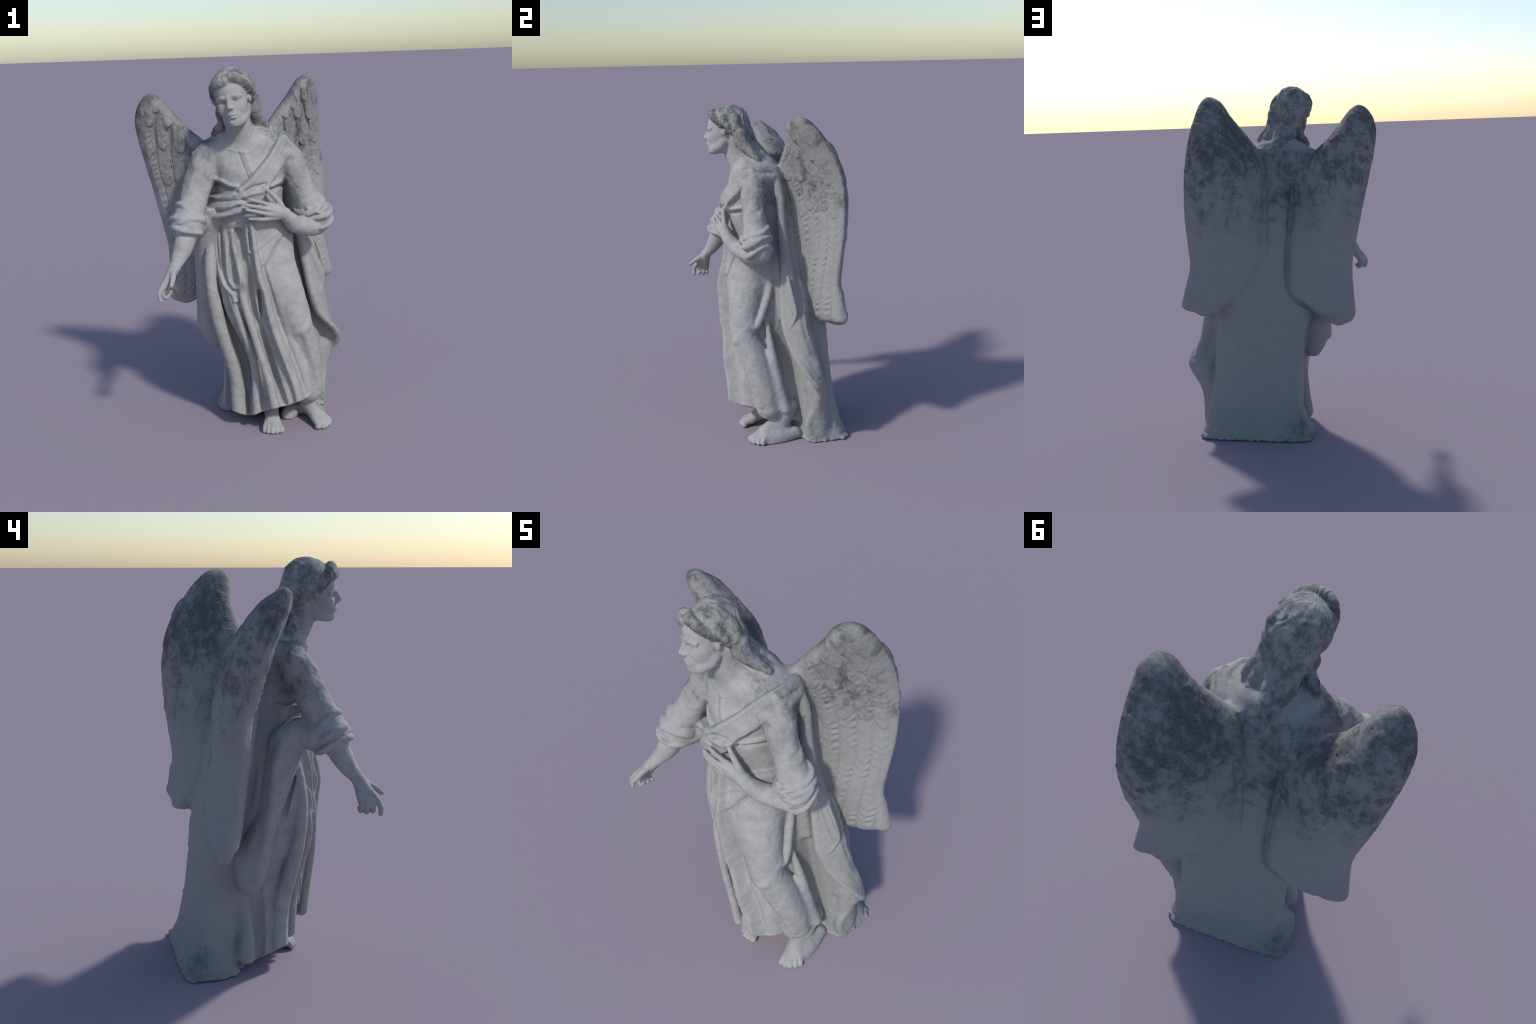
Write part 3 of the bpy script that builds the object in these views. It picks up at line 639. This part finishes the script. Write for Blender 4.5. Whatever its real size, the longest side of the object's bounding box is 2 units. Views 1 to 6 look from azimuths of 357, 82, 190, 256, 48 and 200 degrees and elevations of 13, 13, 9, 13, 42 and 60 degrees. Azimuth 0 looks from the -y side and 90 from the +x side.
B = 10
def skin():
    n = np.ceil((HI-LO)/H/B).astype(int)
    cell = H*B
    idx = np.stack(np.meshgrid(*[np.arange(k) for k in n], indexing="ij"), -1).reshape(-1, 3)
    vol = np.ones(tuple(n*B+1), f32)
    # coarse sign
    super_ = {}
    key = (idx // 4)
    order = np.lexsort(key.T[::-1]); idx = idx[order]; key = key[order]
    cuts = np.flatnonzero(np.any(np.diff(key, axis=0), axis=1)) + 1
    groups = np.split(np.arange(len(idx)), cuts)
    loc = np.stack(np.meshgrid(*[np.arange(B+1)]*3, indexing="ij"), -1).reshape(-1, 3)
    def work(g):
        ii = idx[g]
        c = (LO + (ii+.5)*cell).astype(f32)
        lo, hi = c.min(0)-cell/2, c.max(0)+cell/2
        d = field(c[:, 0], c[:, 1], c[:, 2], lo, hi)
        slack = .035*((c[:, 1] < .02) & (np.abs(c[:, 0]-.05) < .33) & (c[:, 2] < 1.7)) + .014*((c[:, 1] > -.1) & (c[:, 2] > .6))   # steep relief
        near = np.abs(d) < cell*1.05 + slack
        inside = (~near) & (d < 0)
        for q in ii[inside]:
            s = q*B
            vol[s[0]:s[0]+B+1, s[1]:s[1]+B+1, s[2]:s[2]+B+1] = -1
        ii = ii[near]
        if not len(ii): return None
        p = (ii[:, None, :]*B + loc[None]).reshape(-1, 3)
        w = (LO + p*H).astype(f32)
        return p, field(w[:, 0], w[:, 1], w[:, 2], w.min(0), w.max(0))
    with ThreadPoolExecutor(4) as ex:
        res = [r for r in ex.map(work, groups) if r is not None]
    for p, d in res:
        vol[p[:, 0], p[:, 1], p[:, 2]] = d
    # surface nets
    s = vol < 0
    a = s[:-1, :-1, :-1]
    mixed = np.zeros(a.shape, bool)
    for i in (0, 1):
        for j in (0, 1):
            for k in (0, 1):
                mixed |= s[i:i+a.shape[0], j:j+a.shape[1], k:k+a.shape[2]] != a
    C = np.argwhere(mixed)
    num = np.full(a.shape, -1, np.int32); num[mixed] = np.arange(len(C))
    acc = np.zeros((len(C), 3)); cnt = np.zeros(len(C))
    corner = np.array([(i, j, k) for i in (0, 1) for j in (0, 1) for k in (0, 1)])
    val = np.stack([vol[tuple((C+o).T)] for o in corner], 1)
    for i in range(8):
        for j in range(i+1, 8):
            if np.abs(corner[i]-corner[j]).sum() != 1: continue
            va, vb = val[:, i], val[:, j]
            m = (va < 0) != (vb < 0)
            t = np.where(m, va/np.where(m, va-vb, 1), 0)
            acc += m[:, None]*(corner[i] + t[:, None]*(corner[j]-corner[i])); cnt += m
    V = LO + (C + acc/cnt[:, None])*H
    quads = []
    for ax in range(3):
        u, v = (ax+1) % 3, (ax+2) % 3
        sl0 = [slice(None)]*3; sl1 = [slice(None)]*3
        sl0[ax] = slice(0, -1); sl1[ax] = slice(1, None)
        x = s[tuple(sl0)] != s[tuple(sl1)]
        E = np.argwhere(x)
        ok = (E[:, u] > 0) & (E[:, v] > 0) & (E[:, u] < a.shape[u]) & (E[:, v] < a.shape[v])
        E = E[ok]
        def at(du, dv):
            q = E.copy(); q[:, u] -= du; q[:, v] -= dv
            return num[tuple(q.T)]
        Q = np.stack([at(1, 1), at(0, 1), at(0, 0), at(1, 0)], 1)
        flip = ~s[tuple(E.T)]
        Q[flip] = Q[flip][:, ::-1]
        quads.append(Q)
    return V, np.vstack(quads)

def vertex_labels(V):
    lab = np.zeros(len(V), np.int16)
    key = np.floor(V/.12).astype(int); order = np.lexsort(key.T[::-1]); k = key[order]
    cuts = np.flatnonzero(np.any(np.diff(k, axis=0), axis=1)) + 1
    def work(g):
        p = V[g].astype(f32)
        return g, field(p[:, 0], p[:, 1], p[:, 2], p.min(0), p.max(0), True)[1]
    with ThreadPoolExecutor(4) as ex:
        for g, l in ex.map(work, np.split(order, cuts)): lab[g] = l
    return lab

def keep_largest(V, Q):
    """drop stray specks: only the connected skin stays"""
    par = np.arange(len(V))
    for _ in range(200):
        m = par[Q].min(1)
        new = par.copy()
        for i in range(4): np.minimum.at(new, Q[:, i], m)
        new = new[new]; new = new[new]
        if (new == par).all(): break
        par = new
    ids, c = np.unique(par, return_counts=True)
    keep = np.isin(par, ids[c > 0.02*len(V)])
    remap = np.cumsum(keep)-1
    Q = Q[keep[Q[:, 0]]]
    return V[keep], remap[Q]

def relax(V, Q, it=1, f=.5):
    for _ in range(it):
        acc = np.zeros_like(V); c = np.zeros(len(V))
        for i, j in ((0, 1), (1, 2), (2, 3), (3, 0)):
            for p, q in ((i, j), (j, i)):
                np.add.at(acc, Q[:, p], V[Q[:, q]]); np.add.at(c, Q[:, p], 1)
        V = V*(1-f) + f*acc/c[:, None]
    return V

def normals(V, Q):
    n = np.cross(V[Q[:, 2]]-V[Q[:, 0]], V[Q[:, 3]]-V[Q[:, 1]])
    N = np.zeros_like(V)
    for i in range(4):
        for k in range(3): N[:, k] += np.bincount(Q[:, i], n[:, k], len(V))
    return N/(np.linalg.norm(N, axis=1, keepdims=True)+1e-12)

import time
t0 = time.time()
V, Q = skin()
V, Q = keep_largest(V, Q)
print("skin", len(V), len(Q), time.time()-t0)
LAB = vertex_labels(V)
print("labels", time.time()-t0)
N0 = normals(V, Q)
V = V + N0*tooling(*V.T.astype(f32), N0[:, 1])[:, None]
V[:, 2] = np.maximum(V[:, 2], 0)

# ----------------------------------------------------------------------------- material
class Nodes:
    def __init__(s, name):
        s.m = bpy.data.materials.new(name); s.m.use_nodes = True; s.t = s.m.node_tree
        s.bsdf = s.t.nodes["Principled BSDF"]
        s.co = s.t.nodes.new("ShaderNodeTexCoord").outputs["Object"]
        x = s.t.nodes.new("ShaderNodeSeparateXYZ"); s.t.links.new(s.co, x.inputs[0]); s.x, s.y, s.z = x.outputs
        g = s.t.nodes.new("ShaderNodeSeparateXYZ"); s.t.links.new(s.t.nodes.new("ShaderNodeNewGeometry").outputs["Normal"], g.inputs[0]); s.ny = g.outputs[1]
    def put(s, sock, v):
        if hasattr(v, "links"): s.t.links.new(v, sock)
        else: sock.default_value = v
    def math(s, op, a, b=0.0, clamp=False):
        n = s.t.nodes.new("ShaderNodeMath"); n.operation = op; n.use_clamp = clamp
        s.put(n.inputs[0], a); s.put(n.inputs[1], b); return n.outputs[0]
    def add(s, *v):
        o = v[0]
        for q in v[1:]: o = s.math("ADD", o, q)
        return o
    def mul(s, *v):
        o = v[0]
        for q in v[1:]: o = s.math("MULTIPLY", o, q)
        return o
    def ramp(s, v, a, b, lo=0.0, hi=1.0):
        n = s.t.nodes.new("ShaderNodeMapRange"); n.interpolation_type = "SMOOTHSTEP"
        s.put(n.inputs[0], v)
        for i, q in enumerate((a, b, lo, hi)): n.inputs[i+1].default_value = q
        return n.outputs[0]
    def noise(s, scale, detail=5, rough=.6, stretch=(1, 1, 1), distort=0.0):
        mp = s.t.nodes.new("ShaderNodeMapping"); s.t.links.new(s.co, mp.inputs[0]); mp.inputs["Scale"].default_value = stretch
        n = s.t.nodes.new("ShaderNodeTexNoise"); s.t.links.new(mp.outputs[0], n.inputs["Vector"])
        n.inputs["Scale"].default_value = scale; n.inputs["Detail"].default_value = detail; n.inputs["Roughness"].default_value = rough; n.inputs["Distortion"].default_value = distort
        return n.outputs["Fac"]
    def near(s, c, r0, r1):
        n = s.t.nodes.new("ShaderNodeVectorMath"); n.operation = "DISTANCE"; s.t.links.new(s.co, n.inputs[0]); n.inputs[1].default_value = c
        return s.ramp(n.outputs["Value"], r0, r1, 1.0, 0.0)
    def mix(s, f, a, b):
        n = s.t.nodes.new("ShaderNodeMix"); n.data_type = "RGBA"
        s.put(n.inputs["Factor"], f)
        s.put(n.inputs[6], a if hasattr(a, "links") else (*a, 1)); s.put(n.inputs[7], b if hasattr(b, "links") else (*b, 1))
        return n.outputs[2]

def stone(name, lichen=0.0, clean=False):
    """pale marble-like stone, dark lichen where rain and dust settle, green film at the foot of the back"""
    n = Nodes(name)
    fine, mid, broad = n.noise(60, 6, .65), n.noise(16, 6, .62), n.noise(4, 3, .5)
    pale = n.mix(n.ramp(mid, .3, .7), (.325, .326, .327), (.41, .411, .413)) if not clean else n.mix(n.ramp(mid, .3, .7), (.33, .33, .33), (.39, .391, .392))
    pale = n.mix(n.ramp(broad, .4, .7, 0, .3), pale, (.345, .337, .325))
    pale = n.mix(n.ramp(fine, .52, .75, 0, .4), pale, (.25, .25, .25))
    pale = n.mix(n.ramp(n.noise(26, 5, .7), .58, .72, 0, .35), pale, (.235, .237, .235))
    back_darkening = n.mul(n.ramp(n.y, -.03, .17), n.ramp(n.add(n.mul(mid, .6), n.mul(n.noise(30, 5, .65, (1, 1, .5)), .4)), .3, .65, .55, 1.0))
    pale = n.mix(n.mul(back_darkening, .8), pale, (.285, .288, .287))
    # where lichen sits: tops of the wings, upper back, hair, shoulders
    back = n.mul(n.ramp(n.y, .02, .12), n.ramp(n.z, .95, 1.7, 0, .9), n.ramp(n.ny, -.45, .15, .12, 1.0))
    tips = n.mul(n.ramp(n.z, 1.6, 1.9), n.ramp(n.y, -.08, .03))
    arms = n.mul(n.ramp(n.z, 1.25, 1.5, 0, .5), n.ramp(n.math("ABSOLUTE", n.math("SUBTRACT", n.x, .03)), .12, .22))
    yoke = n.mul(n.near((.13, -.1, 1.6), .06, .16), .5)
    foot = n.mul(n.near((-.16, .42, .03), .05, .22), .7)
    reach = n.math("MAXIMUM", n.math("MAXIMUM", back, n.mul(tips, .85)), n.math("MAXIMUM", n.math("MAXIMUM", arms, yoke), foot))
    reach = n.math("MAXIMUM", reach, lichen)
    if clean: reach = n.mul(reach, .15)
    patch = n.noise(22, 8, .68, (1, 1, .8), .3); drift = n.noise(7, 3, .5, (1, 1, .55)); speck = n.noise(70, 4, .6)
    level = n.add(n.mul(patch, .72), n.mul(drift, .42), n.mul(speck, .12), n.mul(reach, .25))
    mask = n.mul(n.ramp(level, .74, .94), n.ramp(reach, .03, .25))
    dark = n.mix(n.ramp(speck, .35, .65), (.06, .065, .066), (.12, .123, .12))
    haze = n.mul(n.ramp(level, .55, .85, 0, .45), n.ramp(reach, .02, .4))
    col = n.mix(n.mul(mask, .85), n.mix(haze, pale, (.19, .193, .19)), dark)
    # green-blue film low on the back
    film = n.mul(n.ramp(n.z, .32, .02), n.ramp(n.y, .08, .28), n.ramp(n.noise(9, 5, .6), .3, .6, .2, .5))
    col = n.mix(film, col, (.215, .255, .258))
    n.t.links.new(col, n.bsdf.inputs["Base Color"])
    n.bsdf.inputs["Roughness"].default_value = .88; n.bsdf.inputs["Specular IOR Level"].default_value = .25
    bump = n.t.nodes.new("ShaderNodeBump"); bump.inputs["Strength"].default_value = .45; bump.inputs["Distance"].default_value = .004
    n.t.links.new(n.add(n.mul(fine, .6), n.mul(n.noise(150, 3, .6), .35)), bump.inputs["Height"]); n.t.links.new(bump.outputs[0], n.bsdf.inputs["Normal"])
    return n.m
STONE = stone("weathered_stone"); STONE_HAIR = stone("lichen_stone", .75); STONE_SKIN = stone("clean_stone", 0, True)

# ----------------------------------------------------------------------------- objects
root = bpy.data.objects.new("angel_statue", None); bpy.context.scene.collection.objects.link(root)
root["label"] = "grey stone angel statue with robe and large wings"; root["category"] = "statue"
NAMES = {"torso": "torso", "robe": "robe", "sash": "sash", "mantle": "mantle", "base": "base", "head": "head", "neck": "neck", "hair": "hair", "drape": "drape"}
def part(name, faces, N, parent=root):
    used = np.unique(faces); re = np.full(len(V), -1, np.int64); re[used] = np.arange(len(used))
    me = bpy.data.meshes.new(name)
    F = re[faces]
    me.vertices.add(len(used)); me.vertices.foreach_set("co", V[used].astype(f32).ravel())
    me.loops.add(F.size); me.loops.foreach_set("vertex_index", F.ravel().astype(np.int32))
    me.polygons.add(len(F)); me.polygons.foreach_set("loop_start", (np.arange(len(F))*4).astype(np.int32))
    me.update(calc_edges=True)
    me.polygons.foreach_set("use_smooth", np.ones(len(F), bool))
    me.normals_split_custom_set_from_vertices(N[used].tolist())
    me.materials.append(STONE_HAIR if name == "hair" else STONE_SKIN if name in ("head", "neck", "hand") else STONE)
    o = bpy.data.objects.new(name, me); bpy.context.scene.collection.objects.link(o); o.parent = parent
    return o
NRM = normals(V, Q)
FL = LAB[Q[:, 0]].astype(int)
# the strap: front faces inside its band belong to the sash
ctr = V[Q].mean(1)
on = (sash_mask(ctr[:, 0], ctr[:, 2]) > .5) & (ctr[:, 1] < -.02) & np.isin(FL, [ID["torso"], ID["robe"]])
FL[on] = ID["sash"]
FL[(FL == ID["torso"]) & (ctr[:, 2] < 1.12)] = ID["robe"]
def label_name(n):
    return {"drape": "cloth_drape"}.get(n, n.split("_")[0])
for n in LABELS:
    sel = FL == ID[n]
    if not sel.any(): continue
    if n in WINGS:
        rel, own, count, mid = WINGS[n]
        w = np.flatnonzero(sel); p = ctr[w]
        iu = np.clip(np.rint((p[:, 0]-rel.lo[0])/rel.step).astype(int), 0, own.shape[0]-1); iv = np.clip(np.rint((p[:, 2]-rel.lo[1])/rel.step).astype(int), 0, own.shape[1]-1)
        s, bk, fr = mid(p[:, 0], p[:, 2])
        k = np.where(p[:, 1] < (bk+fr)/2, own[iu, iv], -1)
        wing_object = part("wing", Q[w[k < 0]], NRM)
        for q in range(count):
            f = Q[w[k == q]]
            if len(f) > 20: part("feather", f, NRM, wing_object)
    else:
        part(label_name(n), Q[sel], NRM)
print("done", time.time()-t0)
